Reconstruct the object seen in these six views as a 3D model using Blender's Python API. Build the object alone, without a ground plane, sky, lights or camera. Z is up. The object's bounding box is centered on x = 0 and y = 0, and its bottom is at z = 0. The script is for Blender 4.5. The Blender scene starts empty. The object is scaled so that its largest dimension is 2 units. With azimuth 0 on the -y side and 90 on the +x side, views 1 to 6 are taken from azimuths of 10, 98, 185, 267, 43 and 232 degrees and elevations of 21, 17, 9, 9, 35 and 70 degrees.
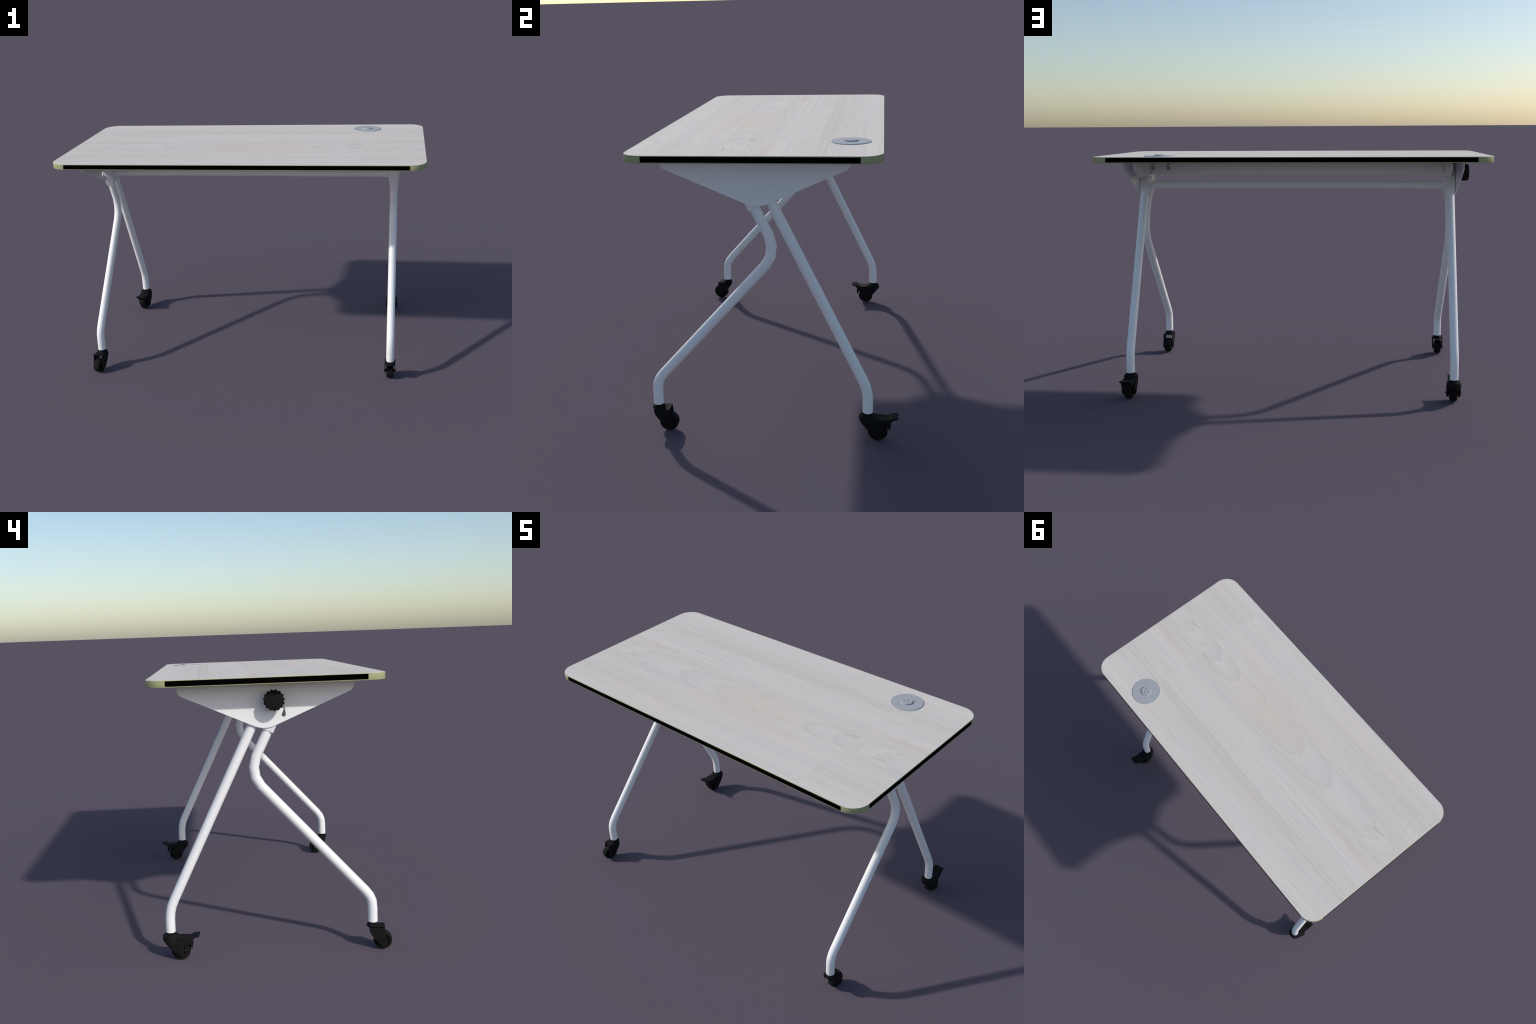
# Mobile flip-top training table: wood laminate top with olive edge band and
# black edge strips, white steel Y-legs, hinge brackets, locking knob, casters.
import bpy, bmesh, math
from mathutils import Vector, Matrix

# ------------------------------------------------------------------ materials
def new_mat(name, color, rough=0.5, metallic=0.0, spec=0.5):
    m = bpy.data.materials.new(name)
    m.use_nodes = True
    b = m.node_tree.nodes["Principled BSDF"]
    b.inputs["Base Color"].default_value = (*color, 1)
    b.inputs["Roughness"].default_value = rough
    b.inputs["Metallic"].default_value = metallic
    b.inputs["Specular IOR Level"].default_value = spec
    return m

def add_grain(m, color, amount=0.04, scale=60.0, bump=0.0):
    """fine mottling of a plain colour, on object coordinates"""
    nt = m.node_tree
    b = nt.nodes["Principled BSDF"]
    tc = nt.nodes.new("ShaderNodeTexCoord")
    n = nt.nodes.new("ShaderNodeTexNoise")
    n.inputs["Scale"].default_value = scale
    n.inputs["Detail"].default_value = 3
    r = nt.nodes.new("ShaderNodeValToRGB")
    r.color_ramp.elements[0].position = 0.3
    r.color_ramp.elements[1].position = 0.7
    r.color_ramp.elements[0].color = (*[c * (1 - amount) for c in color], 1)
    r.color_ramp.elements[1].color = (*[min(1, c * (1 + amount)) for c in color], 1)
    nt.links.new(tc.outputs["Object"], n.inputs["Vector"])
    nt.links.new(n.outputs["Fac"], r.inputs["Fac"])
    nt.links.new(r.outputs["Color"], b.inputs["Base Color"])
    if bump:
        bp = nt.nodes.new("ShaderNodeBump")
        bp.inputs["Strength"].default_value = bump
        bp.inputs["Distance"].default_value = 0.001
        nt.links.new(n.outputs["Fac"], bp.inputs["Height"])
        nt.links.new(bp.outputs["Normal"], b.inputs["Normal"])

WHITE = (0.96, 0.955, 0.95)
MAT_WHITE = new_mat("white_powder_coat", WHITE, 0.45, 0, 0.4)
add_grain(MAT_WHITE, WHITE, 0.012, 90)
BLACK = (0.0108, 0.0108, 0.0105)
MAT_BLACK = new_mat("black_plastic", BLACK, 0.75, 0, 0.1)
add_grain(MAT_BLACK, BLACK, 0.1, 120)
MAT_STRIP = new_mat("black_edge_strip", (0.001, 0.001, 0.001), 0.9, 0, 0.02)
OLIVE = (0.40, 0.408, 0.215)
MAT_OLIVE = new_mat("olive_edge_band", OLIVE, 0.7, 0, 0.15)
add_grain(MAT_OLIVE, OLIVE, 0.03, 40)
GREY = (0.47, 0.48, 0.49)
MAT_GREY = new_mat("grey_plastic", GREY, 0.7, 0, 0.12)
add_grain(MAT_GREY, GREY, 0.015, 80)
MAT_SLOT = new_mat("dark_slot", (0.02, 0.02, 0.022), 0.8, 0, 0.1)
MAT_MARK = new_mat("grey_cutout", (0.40, 0.385, 0.40), 0.7, 0, 0.2)

def wood_material():
    """Pale bleached elm: a plank print that repeats every 1.673 m along x,
    cathedral arches on y = -0.11, straight grain outside them."""
    m = new_mat("bleached_wood_laminate", (0.8, 0.76, 0.68), 0.8, 0, 0.1)
    nt = m.node_tree
    L = nt.links.new
    bsdf = nt.nodes["Principled BSDF"]

    def math_(op, a, b=None, c=None, clamp=False):
        n = nt.nodes.new("ShaderNodeMath")
        n.operation = op
        n.use_clamp = clamp
        for i, v in enumerate((a, b, c)):
            if v is None:
                continue
            if isinstance(v, (int, float)):
                n.inputs[i].default_value = v
            else:
                L(v, n.inputs[i])
        return n.outputs[0]

    def combine(x, y, z=0.0):
        n = nt.nodes.new("ShaderNodeCombineXYZ")
        for i, v in enumerate((x, y, z)):
            if isinstance(v, (int, float)):
                n.inputs[i].default_value = v
            else:
                L(v, n.inputs[i])
        return n.outputs[0]

    def noise(vec, scale=1.0, detail=3.0, rough=0.5):
        n = nt.nodes.new("ShaderNodeTexNoise")
        n.inputs["Scale"].default_value = scale
        n.inputs["Detail"].default_value = detail
        n.inputs["Roughness"].default_value = rough
        L(vec, n.inputs["Vector"])
        return n.outputs["Fac"]

    def ramp(fac, stops, interp="LINEAR"):
        n = nt.nodes.new("ShaderNodeValToRGB")
        n.color_ramp.interpolation = interp
        e = n.color_ramp.elements
        while len(e) < len(stops):
            e.new(0.5)
        for el, (p, v) in zip(e, stops):
            el.position = p
            el.color = (v, v, v, 1) if isinstance(v, (int, float)) else (*v, 1)
        L(fac, n.inputs["Fac"])
        return n.outputs["Color"]

    def mix(kind, fac, a, b):
        n = nt.nodes.new("ShaderNodeMix")
        n.data_type = "RGBA"
        n.blend_type = kind
        n.clamp_result = False
        for s, v in ((n.inputs["Factor"], fac), (n.inputs[6], a), (n.inputs[7], b)):
            if isinstance(v, (int, float)):
                s.default_value = v
            elif isinstance(v, tuple):
                s.default_value = (*v, 1)
            else:
                L(v, s)
        return n.outputs[2]

    tc = nt.nodes.new("ShaderNodeTexCoord")
    sep = nt.nodes.new("ShaderNodeSeparateXYZ")
    L(tc.outputs["Object"], sep.inputs[0])
    x, y = sep.outputs[0], sep.outputs[1]
    # repeat of the print: X runs -1.008 .. 0.665
    X = math_("SUBTRACT", math_("FLOORED_MODULO", math_("ADD", x, 1.008), 1.673), 1.008)

    # slow wander of the grain
    wander = math_("MULTIPLY", math_("SUBTRACT", noise(combine(math_("MULTIPLY", X, 1.6), math_("MULTIPLY", y, 3.0)), 1, 2), 0.5), 0.028)
    yw = math_("ADD", y, wander)
    # cathedral arches
    h = math_("ABSOLUTE", math_("ADD", yw, 0.112))
    h2 = math_("MULTIPLY", h, h)
    g = math_("ADD", math_("MULTIPLY", h, 0.35), math_("ADD", math_("MULTIPLY", h2, 9.0), math_("MULTIPLY", math_("MULTIPLY", h2, h2), 1600.0)))
    jag = math_("MULTIPLY", math_("SUBTRACT", noise(combine(math_("MULTIPLY", X, 5.0), math_("MULTIPLY", y, 55.0)), 1, 5, 0.65), 0.5), 0.13)
    S = math_("ADD", math_("SUBTRACT", X, g), jag)
    fac = math_("DIVIDE", math_("ADD", S, 2.0), 3.0)
    stops = [(0.0, 1.0)]
    for s, d in ((-1.5, 0.965), (-1.1, 0.97), (-0.862, 0.945), (-0.478, 0.93), (-0.222, 0.94), (0.378, 0.945), (0.553, 0.92)):
        p = (s + 2.0) / 3.0
        stops += [(p - 0.006, 1.0), (p - 0.0014, 1.07), (p + 0.0014, d - 0.02), (p + 0.028, 1 - (1 - d) * 0.5)]
    stops += [(0.93, 0.98)]
    arches = ramp(fac, stops)
    nest = ramp(noise(combine(math_("MULTIPLY", S, 16.0), math_("MULTIPLY", y, 1.5)), 1, 3, 0.6),
                [(0.30, 0.945), (0.40, 1.0), (0.60, 1.0), (0.70, 1.03)])
    arches = mix("MULTIPLY", 1.0, arches, nest)
    # arches only matter near the centre line
    near = math_("SUBTRACT", 1.0, math_("MULTIPLY", math_("SUBTRACT", h, 0.16), 9.0), clamp=True)
    arches = mix("MIX", math_("MULTIPLY", near, 0.9), (1.0, 1.0, 1.0), arches)

    # straight fibres: fine streaks and fewer thin dark pore lines
    fine = ramp(noise(combine(math_("MULTIPLY", X, 7.0), math_("MULTIPLY", yw, 230.0)), 1, 4, 0.6), [(0.25, 0.935), (0.5, 1.0), (0.75, 1.035)])
    lines = ramp(noise(combine(math_("MULTIPLY", X, 0.7), math_("MULTIPLY", yw, 75.0)), 1, 3, 0.6),
                 [(0.28, 0.89), (0.38, 0.97), (0.52, 1.0), (0.60, 1.0), (0.70, 1.035)])
    lines2 = ramp(noise(combine(math_("MULTIPLY", X, 0.7), math_("MULTIPLY", math_("ADD", yw, 3.7), 110.0)), 1, 2, 0.5),
                  [(0.29, 0.89), (0.37, 0.988), (0.45, 1.0), (0.7, 1.012)])
    # broad tint: warm pinkish against cool bluish streaks
    tint = ramp(noise(combine(math_("MULTIPLY", X, 1.1), math_("MULTIPLY", yw, 14.0)), 1, 3, 0.55),
                [(0.3, (0.800, 0.752, 0.690)), (0.5, (0.820, 0.749, 0.668)), (0.72, (0.840, 0.740, 0.645))])
    # faint ripple across the grain near the long edges (saw texture)
    ripple = ramp(noise(combine(math_("MULTIPLY", X, 150.0), math_("MULTIPLY", y, 22.0)), 1, 1), [(0.3, 0.985), (0.6, 1.0)])

    col = mix("MULTIPLY", 1.0, tint, fine)
    col = mix("MULTIPLY", 1.0, col, lines)
    broad = ramp(noise(combine(math_("MULTIPLY", X, 0.4), math_("MULTIPLY", math_("ADD", y, 1.3), 9.0)), 1, 2, 0.5),
                 [(0.32, (0.955, 0.950, 0.945)), (0.55, (1.0, 1.0, 1.0)), (0.75, (1.012, 1.008, 1.015))])
    col = mix("MULTIPLY", 1.0, col, broad)
    col = mix("MULTIPLY", 0.8, col, lines2)
    col = mix("MULTIPLY", 1.0, col, ripple)
    col = mix("MULTIPLY", 1.0, col, arches)

    # warm patch in the heart of the plank
    def blob(cx, cy, rx, ry):
        dx = math_("DIVIDE", math_("SUBTRACT", X, cx), rx)
        dy = math_("DIVIDE", math_("SUBTRACT", yw, cy), ry)
        d = math_("ADD", math_("MULTIPLY", dx, dx), math_("MULTIPLY", dy, dy))
        return math_("SUBTRACT", 1.0, d, clamp=True)
    col = mix("MULTIPLY", math_("MULTIPLY", blob(0.08, -0.12, 0.42, 0.10), 0.95), col, (1.02, 0.965, 0.925))
    col = mix("MULTIPLY", math_("MULTIPLY", blob(0.10, -0.24, 0.5, 0.06), 0.95), col, (1.015, 0.955, 0.945))
    # browner board that starts at the print's seam
    band = math_("MULTIPLY", math_("MULTIPLY", math_("SUBTRACT", yw, 0.211), 160.0, clamp=True),
                 math_("MULTIPLY", math_("SUBTRACT", 0.305, yw), 22.0, clamp=True))
    band = math_("MULTIPLY", band, math_("ADD", 0.45, math_("MULTIPLY", math_("ADD", X, 0.5), 0.7), clamp=True), clamp=True)
    col = mix("MULTIPLY", band, col, (0.925, 0.910, 0.885))
    # brownish streak beside the arches at the print's start
    col = mix("MULTIPLY", math_("MULTIPLY", blob(-0.80, 0.03, 0.22, 0.035), 0.8), col, (0.965, 0.94, 0.91))
    # darker smear at the print's end and the small knot scar
    col = mix("MULTIPLY", math_("MULTIPLY", blob(0.62, -0.055, 0.12, 0.014), 0.9), col, (0.90, 0.89, 0.88))
    sc = math_("ADD", y, math_("MULTIPLY", math_("ADD", X, 0.828), -0.115))
    dx = math_("DIVIDE", math_("ADD", X, 0.828), 0.065)
    dy = math_("DIVIDE", math_("ADD", sc, 0.145), 0.0055)
    scar = math_("SUBTRACT", 1.0, math_("ADD", math_("MULTIPLY", dx, dx), math_("MULTIPLY", dy, dy)), clamp=True)
    col = mix("MULTIPLY", math_("MULTIPLY", scar, 0.9), col, (0.74, 0.73, 0.72))
    L(col, bsdf.inputs["Base Color"])
    return m

MAT_WOOD = wood_material()

# ------------------------------------------------------------------ mesh tools
def finish(bm, name, mat, parent, angle=35, loc=(0, 0, 0)):
    bmesh.ops.recalc_face_normals(bm, faces=bm.faces)
    for f in bm.faces:
        f.smooth = True
    a = math.radians(angle)
    for e in bm.edges:
        if len(e.link_faces) != 2 or e.calc_face_angle(0) > a:
            e.smooth = False
    me = bpy.data.meshes.new(name)
    bm.to_mesh(me)
    bm.free()
    me.materials.append(mat)
    return place(me, name, parent, loc)

def place(me, name, parent, loc=(0, 0, 0), rot_z=0.0):
    ob = bpy.data.objects.new(name, me)
    bpy.context.scene.collection.objects.link(ob)
    ob.parent = parent
    ob.location = loc
    ob.rotation_euler = (0, 0, rot_z)
    return ob

def bevel_all(bm, width, seg=2, angle=30):
    es = [e for e in bm.edges if len(e.link_faces) == 2 and e.calc_face_angle(0) > math.radians(angle)]
    bmesh.ops.bevel(bm, geom=es, offset=width, segments=seg, profile=0.5, affect="EDGES", clamp_overlap=True)

def bm_prism(pts, axis, lo, hi, bm=None):
    """extrude a 2D outline; axis 'x': pts are (y,z); axis 'z': pts are (x,y)"""
    bm = bm or bmesh.new()
    mk = (lambda p, t: (t, p[0], p[1])) if axis == "x" else ((lambda p, t: (p[0], p[1], t)) if axis == "z" else (lambda p, t: (p[0], t, p[1])))
    a = [bm.verts.new(mk(p, lo)) for p in pts]
    b = [bm.verts.new(mk(p, hi)) for p in pts]
    bm.faces.new(a)
    bm.faces.new(b[::-1])
    n = len(pts)
    for i in range(n):
        bm.faces.new((a[i], b[i], b[(i + 1) % n], a[(i + 1) % n]))
    bmesh.ops.recalc_face_normals(bm, faces=bm.faces)
    return bm

def bm_box(x0, x1, y0, y1, z0, z1, bm=None):
    return bm_prism([(x0, y0), (x1, y0), (x1, y1), (x0, y1)], "z", z0, z1, bm)

def bm_rings(rings, bm=None, cap=True, closed=False):
    """loft through equal-count closed rings of 3D points"""
    bm = bm or bmesh.new()
    vs = [[bm.verts.new(p) for p in r] for r in rings]
    n = len(rings[0])
    m = len(vs)
    for k in range(m if closed else m - 1):
        p, q = vs[k], vs[(k + 1) % m]
        for i in range(n):
            bm.faces.new((p[i], p[(i + 1) % n], q[(i + 1) % n], q[i]))
    if cap and not closed:
        bm.faces.new(vs[0][::-1])
        bm.faces.new(vs[-1])
    return bm

def circle(c, r, n, u, v):
    return [tuple(Vector(c) + u * (r * math.cos(2 * math.pi * i / n)) + v * (r * math.sin(2 * math.pi * i / n))) for i in range(n)]

X_, Y_, Z_ = Vector((1, 0, 0)), Vector((0, 1, 0)), Vector((0, 0, 1))

def bm_lathe(profile, axis, centre, n=40, bm=None, closed=False):
    """profile: (radius, distance along axis)"""
    u, v, w = {"x": (Y_, Z_, X_), "z": (X_, Y_, Z_)}[axis]
    return bm_rings([circle(Vector(centre) + w * t, r, n, u, v) for r, t in profile], bm, True, closed)

def bm_tube(path, r, n=24):
    """round tube along a bent path, mitred at each bend"""
    P = [Vector(p) for p in path]
    rings = []
    for i, p in enumerate(P):
        d0 = (P[i] - P[i - 1]).normalized() if i else (P[1] - P[0]).normalized()
        d1 = (P[i + 1] - P[i]).normalized() if i < len(P) - 1 else d0
        t = (d0 + d1).normalized()
        k = 1.0 / max(0.3, t.dot(d0))
        side = X_
        up = t.cross(side).normalized()
        rings.append([tuple(p + side * (r * math.cos(2 * math.pi * j / n)) + up * (r * k * math.sin(2 * math.pi * j / n))) for j in range(n)])
    return bm_rings(rings)

def arc(cx, cy, r, a0, a1, n):
    return [(cx + r * math.cos(math.radians(a0 + (a1 - a0) * i / n)), cy + r * math.sin(math.radians(a0 + (a1 - a0) * i / n))) for i in range(n + 1)]

def round_rect(x0, x1, y0, y1, r, n=14):
    return (arc(x1 - r, y0 + r, r, -90, 0, n) + arc(x1 - r, y1 - r, r, 0, 90, n)
            + arc(x0 + r, y1 - r, r, 90, 180, n) + arc(x0 + r, y0 + r, r, 180, 270, n))

def boolean_cut(bm, cutters):
    """subtract each cutter bmesh from bm with the Boolean modifier (applied)"""
    def tmp(b):
        bmesh.ops.recalc_face_normals(b, faces=b.faces)
        me = bpy.data.meshes.new("tmp")
        b.to_mesh(me)
        b.free()
        o = bpy.data.objects.new("tmp", me)
        bpy.context.scene.collection.objects.link(o)
        return o
    base = tmp(bm)
    cut = [tmp(c) for c in cutters]
    for c in cut:
        md = base.modifiers.new("cut", "BOOLEAN")
        md.operation = "DIFFERENCE"
        md.solver = "EXACT"
        md.object = c
    dg = bpy.context.evaluated_depsgraph_get()
    out = bmesh.new()
    me = bpy.data.meshes.new_from_object(base.evaluated_get(dg))
    out.from_mesh(me)
    for o in [base] + cut:
        d = o.data
        bpy.data.objects.remove(o)
        bpy.data.meshes.remove(d)
    bpy.data.meshes.remove(me)
    bmesh.ops.remove_doubles(out, verts=out.verts, dist=1e-6)
    return out

# ------------------------------------------------------------------ the thing
root = bpy.data.objects.new("mobile_table", None)
bpy.context.scene.collection.objects.link(root)
root["label"] = "white rolling flip-top table with pale wood top and black casters"
root["category"] = "table"

# ---- tabletop --------------------------------------------------------------
Y0, Y1 = -0.5225, 0.4795           # front and back edge
ZB, ZT = 1.2175, 1.2470            # underside and top
R = 0.084
bm = bm_prism(round_rect(-0.9995, 0.9995, Y0, Y1, R), "z", ZB, ZT - 0.0006)
bevel_all(bm, 0.0015, 2, 60)
top = finish(bm, "tabletop", MAT_OLIVE, root)
bm = bm_prism(round_rect(-0.9983, 0.9983, Y0 + 0.0012, Y1 - 0.0012, R - 0.001), "z", ZT - 0.002, ZT)
finish(bm, "laminate_sheet", MAT_WOOD, top)
S0, S1 = 1.2212, 1.2437            # black strips let into the straight edges
for nm, b in (("edge_strip", (-0.915, 0.915, Y0 - 0.0005, Y0 + 0.004)), ("edge_strip", (-0.915, 0.915, Y1 - 0.004, Y1 + 0.0005)),
              ("edge_strip", (-1.0, -0.995, -0.437, 0.3945)), ("edge_strip", (0.995, 1.0, -0.437, 0.3945))):
    finish(bm_box(*b, S0, S1), nm, MAT_STRIP, top)

# ---- power grommet ---------------------------------------------------------
GX, GY = 0.668, 0.3467
bm = bm_lathe([(0.0815, ZT - 0.01), (0.0815, ZT + 0.0028), (0.0809, ZT + 0.0034)], "z", (GX, GY, 0), 72)
grommet = finish(bm, "power_grommet", MAT_GREY, root)
bm = bm_lathe([(0.029, ZT - 0.002), (0.029, ZT + 0.0078), (0.0283, ZT + 0.0086)], "z", (GX, GY, 0), 56)
cuts = [bm_box(GX + 0.0105 - 0.0016, GX + 0.0105 + 0.0016, GY - 0.0145, GY + 0.0015, ZT + 0.004, ZT + 0.02),
        bm_box(GX - 0.0115 - 0.0016, GX - 0.0115 + 0.0016, GY - 0.0135, GY + 0.0005, ZT + 0.004, ZT + 0.02),
        bm_lathe([(0.0036, ZT + 0.004), (0.0036, ZT + 0.02)], "z", (GX, GY + 0.0140, 0), 16)]
bm = boolean_cut(bm, cuts)
finish(bm, "socket", MAT_GREY, grommet)
bm = bm_box(GX + 0.0105 - 0.0014, GX + 0.0105 + 0.0014, GY - 0.0143, GY + 0.0013, ZT + 0.0035, ZT + 0.0055)
bm_box(GX - 0.0115 - 0.0014, GX - 0.0115 + 0.0014, GY - 0.0133, GY + 0.0003, ZT + 0.0035, ZT + 0.0055, bm)
bm_lathe([(0.0034, ZT + 0.0035), (0.0034, ZT + 0.0055)], "z", (GX, GY + 0.0140, 0), 16, bm)
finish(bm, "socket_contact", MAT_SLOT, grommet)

# ---- cross members ---------------------------------------------------------
BAR_Y, BAR_Z = -0.030, 1.0757
bm = bm_lathe([(0.0212, -0.808), (0.0212, 0.808)], "x", (0, BAR_Y, BAR_Z), 32)
finish(bm, "hinge_crossbar", MAT_WHITE, root)
bm = bm_box(-0.797, 0.797, -0.040, 0.030, 1.1340, ZB - 0.0002)
bevel_all(bm, 0.003, 2)
beam = finish(bm, "box_beam", MAT_WHITE, root)
for x_left in (0.7945, 0.7095):
    w = 0.0190
    shape = [(0, 1.212), (1, 1.212), (1, 1.187), (.35, 1.182), (.4, 1.1795), (1, 1.1805), (1, 1.161), (0, 1.158),
             (0, 1.1855), (.65, 1.1905), (.6, 1.1935), (0, 1.1925)]
    bm = bm_prism([(x_left - s * w, z) for s, z in shape], "y", 0.0295, 0.0304)
    finish(bm, "cable_cutout", MAT_MARK, beam)

# ---- legs ------------------------------------------------------------------
LEG_X = 0.835
rear_path = [(0.0182, 1.0760), (0.0396, 1.0310), (0.4100, 0.2730), (0.4222, 0.2450), (0.4295, 0.2160), (0.4326, 0.1850), (0.4330, 0.1255)]
front_path = [(-0.0465, 1.0450), (-0.0245, 1.0003), (0.0250, 0.9000), (0.0367, 0.8520), (0.0318, 0.8065), (0.0088, 0.7667),
              (-0.4424, 0.2705), (-0.4615, 0.2450), (-0.4718, 0.2195), (-0.4747, 0.1870), (-0.4750, 0.1250)]
def tube_mesh(path, name):
    bm = bm_tube([(0, y, z) for y, z in path], 0.0214, 28)
    o = finish(bm, name, MAT_WHITE, root, 40)
    return o
leg_r = tube_mesh(rear_path, "leg")
leg_f = tube_mesh(front_path, "leg")
leg_r.location.x = leg_f.location.x = LEG_X
for src in (leg_r, leg_f):
    c = src.copy()
    bpy.context.scene.collection.objects.link(c)
    c.location.x = -LEG_X

# ---- side brackets and hinge blocks ---------------------------------------
def rounded_path(corners):
    """polygon with per-corner fillet radius: (y, z, r)"""
    out = []
    n = len(corners)
    for i, (y, z, r) in enumerate(corners):
        p = Vector((y, z))
        if r <= 0:
            out.append((y, z))
            continue
        a = (Vector(corners[i - 1][:2]) - p).normalized()
        b = (Vector(corners[(i + 1) % n][:2]) - p).normalized()
        half = math.acos(max(-1, min(1, a.dot(b)))) / 2
        d = r / math.tan(half)
        c = p + (a + b).normalized() * (r / math.sin(half))
        s, e = p + a * d - c, p + b * d - c
        a0, a1 = math.atan2(s.y, s.x), math.atan2(e.y, e.x)
        while a1 - a0 > math.pi: a1 -= 2 * math.pi
        while a1 - a0 < -math.pi: a1 += 2 * math.pi
        k = max(4, int(abs(a1 - a0) / 0.12))
        out += [(c.x + r * math.cos(a0 + (a1 - a0) * j / k), c.y + r * math.sin(a0 + (a1 - a0) * j / k)) for j in range(k + 1)]
    return out

outer_profile = rounded_path([(0.3540, ZB - 0.0002, 0), (0.3540, 1.1755, 0.030), (-0.0130, 1.0120, 0.112),
                              (-0.4000, 1.1755, 0.030), (-0.4000, ZB - 0.0002, 0)])
inner_profile = rounded_path([(0.3520, ZB - 0.0002, 0), (0.3520, 1.1765, 0.030), (0.2550, 1.1340, 0.03),
                              (-0.3000, 1.1340, 0.03), (-0.3970, 1.1765, 0.030), (-0.3970, ZB - 0.0002, 0)])
A = Vector((0.899, 0.438))        # across the legs
U = Vector((-0.438, 0.899))       # up along the legs
corner = Vector((-0.0485, 0.9975))
block = [tuple(corner), tuple(corner + A * 0.125), tuple(corner + A * 0.125 + U * ((1.2115 - corner.y - A.y * 0.125) / U.y)), tuple(corner + A * 0.115 + U * 0.176), tuple(corner + U * 0.176)]

for s in (1, -1):
    sx = lambda a, b: (min(s * a, s * b), max(s * a, s * b))
    bm = bm_prism(outer_profile, "x", *sx(0.8615, 0.8665))
    if s < 0:                      # keyhole under the knob
        hole = arc(-0.0960, 1.0765, 0.0090, 160, 380, 16) + [(-0.0895, 1.0980), (-0.0918, 1.1140), (-0.0930, 1.1300), (-0.0985, 1.1300), (-0.0996, 1.1140), (-0.1022, 1.0980)]
        bm = boolean_cut(bm, [bm_prism(hole, "x", -0.90, -0.85)])
    bevel_all(bm, 0.0008, 1, 60)
    plate = finish(bm, "side_bracket", MAT_WHITE, root)
    bm = bm_prism(inner_profile, "x", *sx(0.8040, 0.8080))
    bevel_all(bm, 0.0008, 1, 60)
    finish(bm, "inner_plate", MAT_WHITE, plate)
    bm = bm_box(*sx(0.808, 0.8613), -0.392, 0.347, ZB - 0.0045, ZB - 0.0004)
    finish(bm, "top_flange", MAT_WHITE, plate)
    # mounting plate with screws
    bm = bm_box(*sx(0.7972, 0.8038), -0.268, 0.224, 1.1368, ZB - 0.0003)
    bevel_all(bm, 0.001, 1)
    finish(bm, "mounting_plate", MAT_WHITE, plate)
    for (y, z) in ((0.168, 1.192), (0.168, 1.159), (0.0865, 1.1757), (-0.212, 1.192), (-0.212, 1.159), (-0.1305, 1.1757)):
        bm = bm_lathe([(0.0036, s * 0.7966), (0.0036, s * 0.7990)], "x", (0, y, z), 14)
        finish(bm, "screw", MAT_MARK, plate)
    # hinge block holding the two legs
    bm = bm_prism(block, "x", *sx(0.8115, 0.8592))
    bevel_all(bm, 0.002, 2)
    hb = finish(bm, "hinge_block", MAT_WHITE, root)
    bm = bm_lathe([(0.046, s * 0.8045), (0.048, s * 0.8055), (0.048, s * 0.8118)], "x", (0, BAR_Y, BAR_Z), 48)
    finish(bm, "hinge_flange", MAT_WHITE, hb)
    for k in range(4):
        a = math.radians(64 + 90 * k)
        bm = bm_lathe([(0.0034, s * 0.8038), (0.0034, s * 0.8060)], "x", (0, BAR_Y + 0.034 * math.cos(a), BAR_Z + 0.034 * math.sin(a)), 14)
        finish(bm, "screw", MAT_MARK, hb)

# ---- locking knob on the left bracket --------------------------------------
KY, KZ = -0.0525, 1.1435
knob_root = None
def knob_ring(xp, scale, teeth):
    out = []
    n = 180
    for i in range(n):
        t = 2 * math.pi * i / n
        w = 0.5 + 0.5 * math.cos(15 * (t + math.pi / 2))          # 15 ribs, one pointing down
        r = 0.0408 + teeth * 0.0048 * (w ** 1.5)
        out.append((xp, KY + r * scale * math.cos(t), KZ + r * scale * math.sin(t)))
    return out
bm = bm_rings([knob_ring(-0.9030, 0.98, 1), knob_ring(-0.9045, 1, 1), knob_ring(-0.910, 1, 1), knob_ring(-0.929, 1, 1),
               knob_ring(-0.9335, 0.985, 0.9), knob_ring(-0.9365, 0.960, 0.5), knob_ring(-0.9385, 0.940, 0.0), knob_ring(-0.9392, 0.90, 0.0)])
knob = finish(bm, "locking_knob", MAT_BLACK, root, 30)
bm = bm_lathe([(0.011, -0.905), (0.011, -0.8655)], "x", (0, KY, KZ), 24)
finish(bm, "knob_shaft", MAT_BLACK, knob)

# ---- casters ---------------------------------------------------------------
# local frame: stem on the origin, wheel trails toward +y
WR, TRAIL = 0.0415, 0.0435

def stem_profile(bm):
    return bm_lathe([(0.0190, 0.1265), (0.0190, 0.1210), (0.0165, 0.1175), (0.0165, 0.106)], "z", (0, 0, 0), 28, bm)

# plain caster: bearing, bent-plate fork, solid wheel
bm = bm_box(-0.0295, 0.0295, -0.017, 0.0525, 0.1035, 0.1072)
fork_mesh = None
cheek = ([(-0.0165, 0.1065), (-0.0160, 0.092), (-0.012, 0.080), (-0.002, 0.064), (0.0235, 0.0325)]
         + arc(TRAIL, WR, 0.0205, 205, 375, 14) + [(0.0600, 0.060), (0.0545, 0.080), (0.0525, 0.1065)])
for s in (1, -1):
    bm_prism(cheek, "x", min(s * 0.0262, s * 0.0295), max(s * 0.0262, s * 0.0295), bm)
bm_lathe([(0.016, 0.1185), (0.0225, 0.1165), (0.0265, 0.1135), (0.0285, 0.1095), (0.0275, 0.1045), (0.024, 0.1015), (0.018, 0.100)], "z", (0, 0, 0), 40, bm)
stem_profile(bm)
fork = finish(bm, "caster", MAT_BLACK, root, 40)
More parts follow.
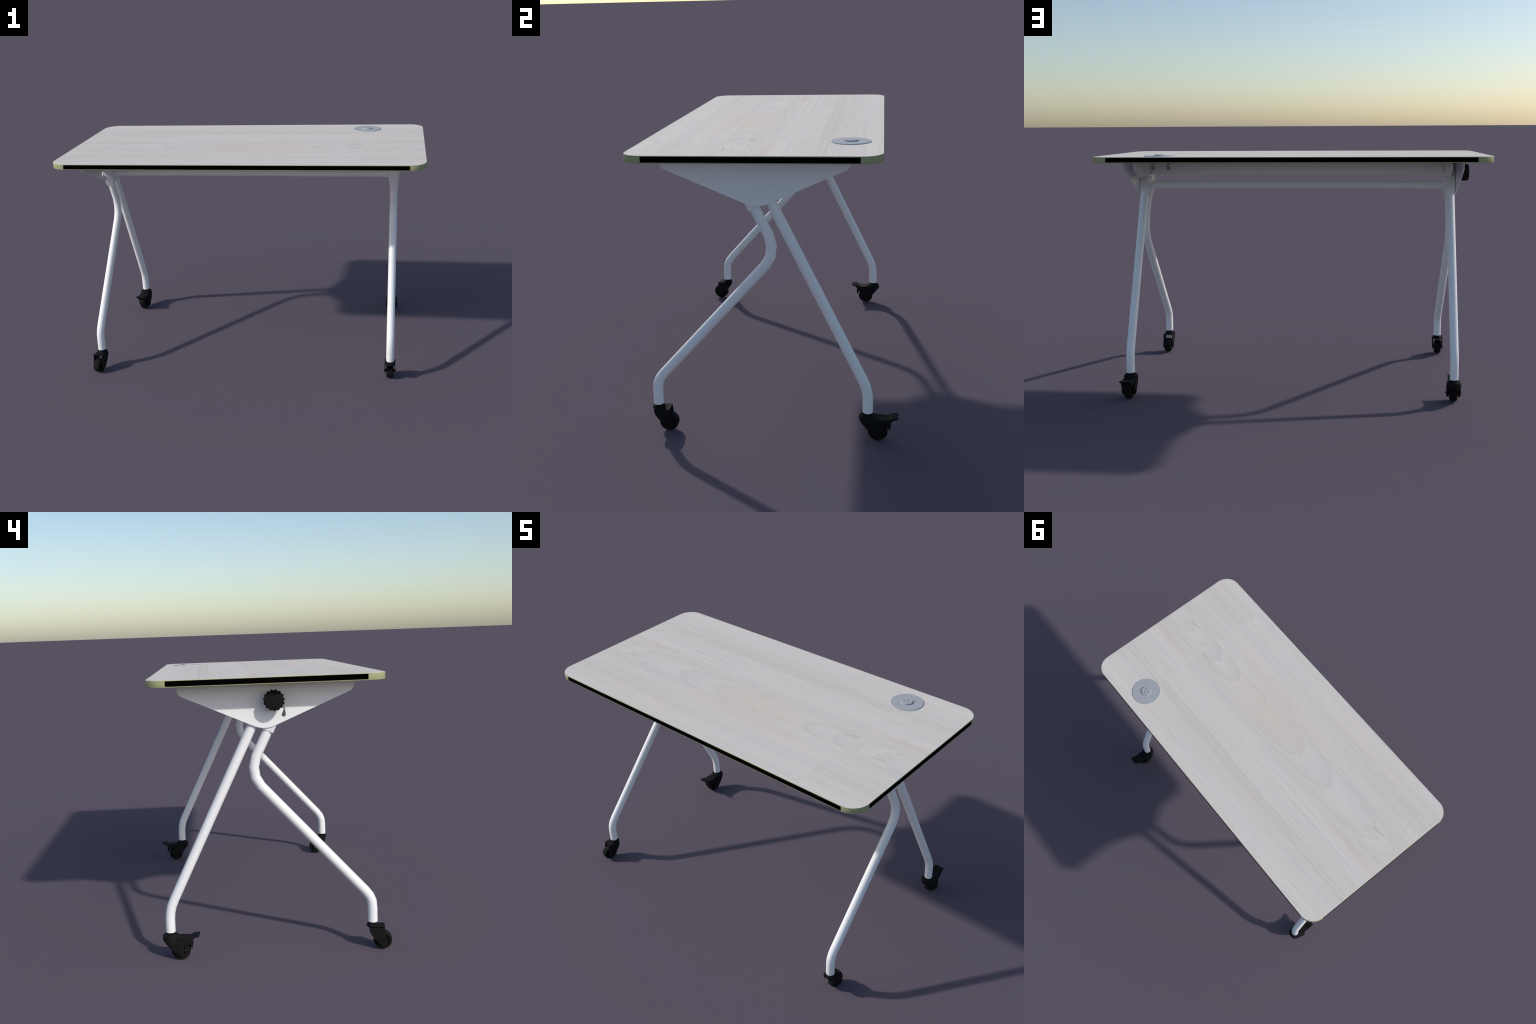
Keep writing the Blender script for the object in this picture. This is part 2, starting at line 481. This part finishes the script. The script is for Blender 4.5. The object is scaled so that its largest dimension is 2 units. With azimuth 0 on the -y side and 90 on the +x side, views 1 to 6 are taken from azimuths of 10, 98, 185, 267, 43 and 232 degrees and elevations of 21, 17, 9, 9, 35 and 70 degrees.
plain_fork_mesh = fork.data
bpy.data.objects.remove(fork)

prof = [(0.0085, -0.0215), (0.0085, -0.014), (0.026, -0.014), (0.0285, -0.0185), (0.035, -0.0195), (0.0395, -0.0165),
        (WR, -0.011), (WR, 0.011), (0.0395, 0.0165), (0.035, 0.0195), (0.0285, 0.0185), (0.026, 0.014), (0.0085, 0.014), (0.0085, 0.0215)]
bm = bm_lathe(prof, "x", (0, TRAIL, WR), 56)
w = finish(bm, "caster_wheel", MAT_BLACK, root, 30)
plain_wheel_mesh = w.data
bpy.data.objects.remove(w)

bm = bm_lathe([(0.0075, -0.0315), (0.0082, -0.0305), (0.0082, 0.0305), (0.0075, 0.0315)], "x", (0, TRAIL, WR), 20)
w = finish(bm, "axle", MAT_BLACK, root, 30)
axle_mesh = w.data
bpy.data.objects.remove(w)

# brake caster: hooded housing, spoked wheel, foot lever
def hood_ring(z, yf, yb, hw, depth, back, n=14):
    """plan outline: nose of given depth at the front (-y), back end rounded by 'back'"""
    pts = []
    for i in range(n + 1):
        a = math.pi + math.pi * i / n
        pts.append((hw * math.cos(a), yf + depth + depth * math.sin(a), z))
    for i in range(n + 1):
        a = math.pi * i / n
        cx, cy = math.cos(a), math.sin(a)
        if back < 0.01:              # squarish end for the cheeks
            k = 1 / max(abs(cx), abs(cy))
            cx, cy = cx * k, cy * k
        pts.append((hw * cx, yb - back + back * cy + (0.0002 if i in (0, n) else 0.0), z))
    return pts
levels = [(0.0215, 0.0340, 0.0520, 0.0340, 0.004, 0.006), (0.0270, 0.0235, 0.0560, 0.0345, 0.006, 0.006), (0.0360, 0.0135, 0.0580, 0.0350, 0.009, 0.006),
          (0.0480, 0.0010, 0.0580, 0.0355, 0.013, 0.006), (0.0600, -0.0115, 0.0580, 0.0360, 0.018, 0.006), (0.0720, -0.0235, 0.0580, 0.0362, 0.024, 0.006),
          (0.0780, -0.0285, 0.0550, 0.0363, 0.028, 0.006), (0.0840, -0.0330, 0.0450, 0.0363, 0.032, 0.020), (0.0900, -0.0360, 0.0390, 0.0365, 0.0355, 0.035),
          (0.0990, -0.0370, 0.0372, 0.0370, 0.0370, 0.037), (0.1060, -0.0367, 0.0368, 0.0367, 0.0367, 0.0366), (0.1110, -0.0350, 0.0351, 0.0350, 0.0350, 0.035),
          (0.1150, -0.0315, 0.0316, 0.0315, 0.0315, 0.0315), (0.1175, -0.0255, 0.0256, 0.0255, 0.0255, 0.0255)]
bm = bm_rings([hood_ring(*l) for l in levels])
cavity = bm_prism([(-0.0228, 0.0), (0.0228, 0.0), (0.0228, 0.078), (0.019, 0.0850), (-0.019, 0.0850), (-0.0228, 0.078)], "y", -0.08, 0.10)
bm = boolean_cut(bm, [cavity, bm_lathe([(0.0205, 0.1145), (0.0205, 0.13)], "z", (0, 0, 0), 28)])
stem_profile(bm)
h = finish(bm, "brake_caster", MAT_BLACK, root, 35)
hood_mesh = h.data
bpy.data.objects.remove(h)

lever = ([(0.020, 0.1040), (0.060, 0.1035), (0.062, 0.1022), (0.086, 0.1025), (0.093, 0.1050), (0.1000, 0.1095), (0.1070, 0.1117), (0.1285, 0.1122),
          (0.1265, 0.1060), (0.1160, 0.1050)] + [(0.1060, 0.1010), (0.0990, 0.0945), (0.0955, 0.0870), (0.0935, 0.0770), (0.0780, 0.0715), (0.0600, 0.0685), (0.040, 0.0800), (0.020, 0.0870)])
bm = bm_prism(lever, "x", -0.0275, 0.0275)
bevel_all(bm, 0.0007, 1, 50)
bm_prism([(0.0790, 0.0770), (0.0930, 0.0790), (0.0985, 0.0690), (0.0930, 0.0470), (0.0870, 0.0600)], "x", -0.0165, 0.0165, bm)
for s in (1, -1):
    for (y, z) in ((0.067, 0.0870), (0.087, 0.0890)):
        bm_lathe([(0.0042, s * 0.0265), (0.0042, s * 0.0286), (0.0030, s * 0.0290)], "x", (0, y, z), 14, bm)
h = finish(bm, "brake_lever", MAT_BLACK, root, 35)
lever_mesh = h.data
bpy.data.objects.remove(h)

# spoked wheel: tyre ring, hub and four spokes
ring = [(0.0205, -0.0175), (0.0345, -0.0195), (0.0395, -0.0175), (WR, -0.0135), (WR, 0.0135), (0.0395, 0.0175), (0.0345, 0.0195), (0.0205, 0.0175)]
bm = bm_lathe(ring, "x", (0, TRAIL, WR), 56, None, True)
bm_lathe([(0.0098, -0.0215), (0.0098, 0.0215)], "x", (0, TRAIL, WR), 24, bm)
for k in range(4):
    a = math.radians(35 + 90 * k)
    d, n = Vector((math.cos(a), math.sin(a))), Vector((-math.sin(a), math.cos(a)))
    c = Vector((TRAIL, WR))
    q = [c + d * 0.006 + n * 0.0028, c + d * 0.022 + n * 0.0028, c + d * 0.022 - n * 0.0028, c + d * 0.006 - n * 0.0028]
    bm_prism([tuple(p) for p in q], "x", -0.008, 0.008, bm)
h = finish(bm, "caster_wheel", MAT_BLACK, root, 30)
spoked_mesh = h.data
bpy.data.objects.remove(h)

bm = bm_lathe([(0.0065, -0.0395), (0.0078, -0.0385), (0.0078, 0.0385), (0.0065, 0.0395)], "x", (0, TRAIL, WR), 6)
h = finish(bm, "axle", MAT_BLACK, root, 30)
hex_axle_mesh = h.data
bpy.data.objects.remove(h)

def heading(dx, dy):
    return math.atan2(-dx, dy)       # rotation that turns +y to (dx, dy)

for x, y, dx, dy in ((LEG_X, -0.475, 0.0, 1.0), (-LEG_X, -0.475, -0.19, -0.98)):
    c = place(plain_fork_mesh, "caster", root, (x, y, 0), heading(dx, dy))
    place(plain_wheel_mesh, "caster_wheel", c)
    place(axle_mesh, "axle", c)
for x, y, dx, dy in ((LEG_X, 0.433, 0.0, 1.0), (-LEG_X, 0.433, -0.07, -1.0)):
    c = place(hood_mesh, "brake_caster", root, (x, y, 0), heading(dx, dy))
    place(spoked_mesh, "caster_wheel", c)
    place(lever_mesh, "brake_lever", c)
    place(hex_axle_mesh, "axle", c)
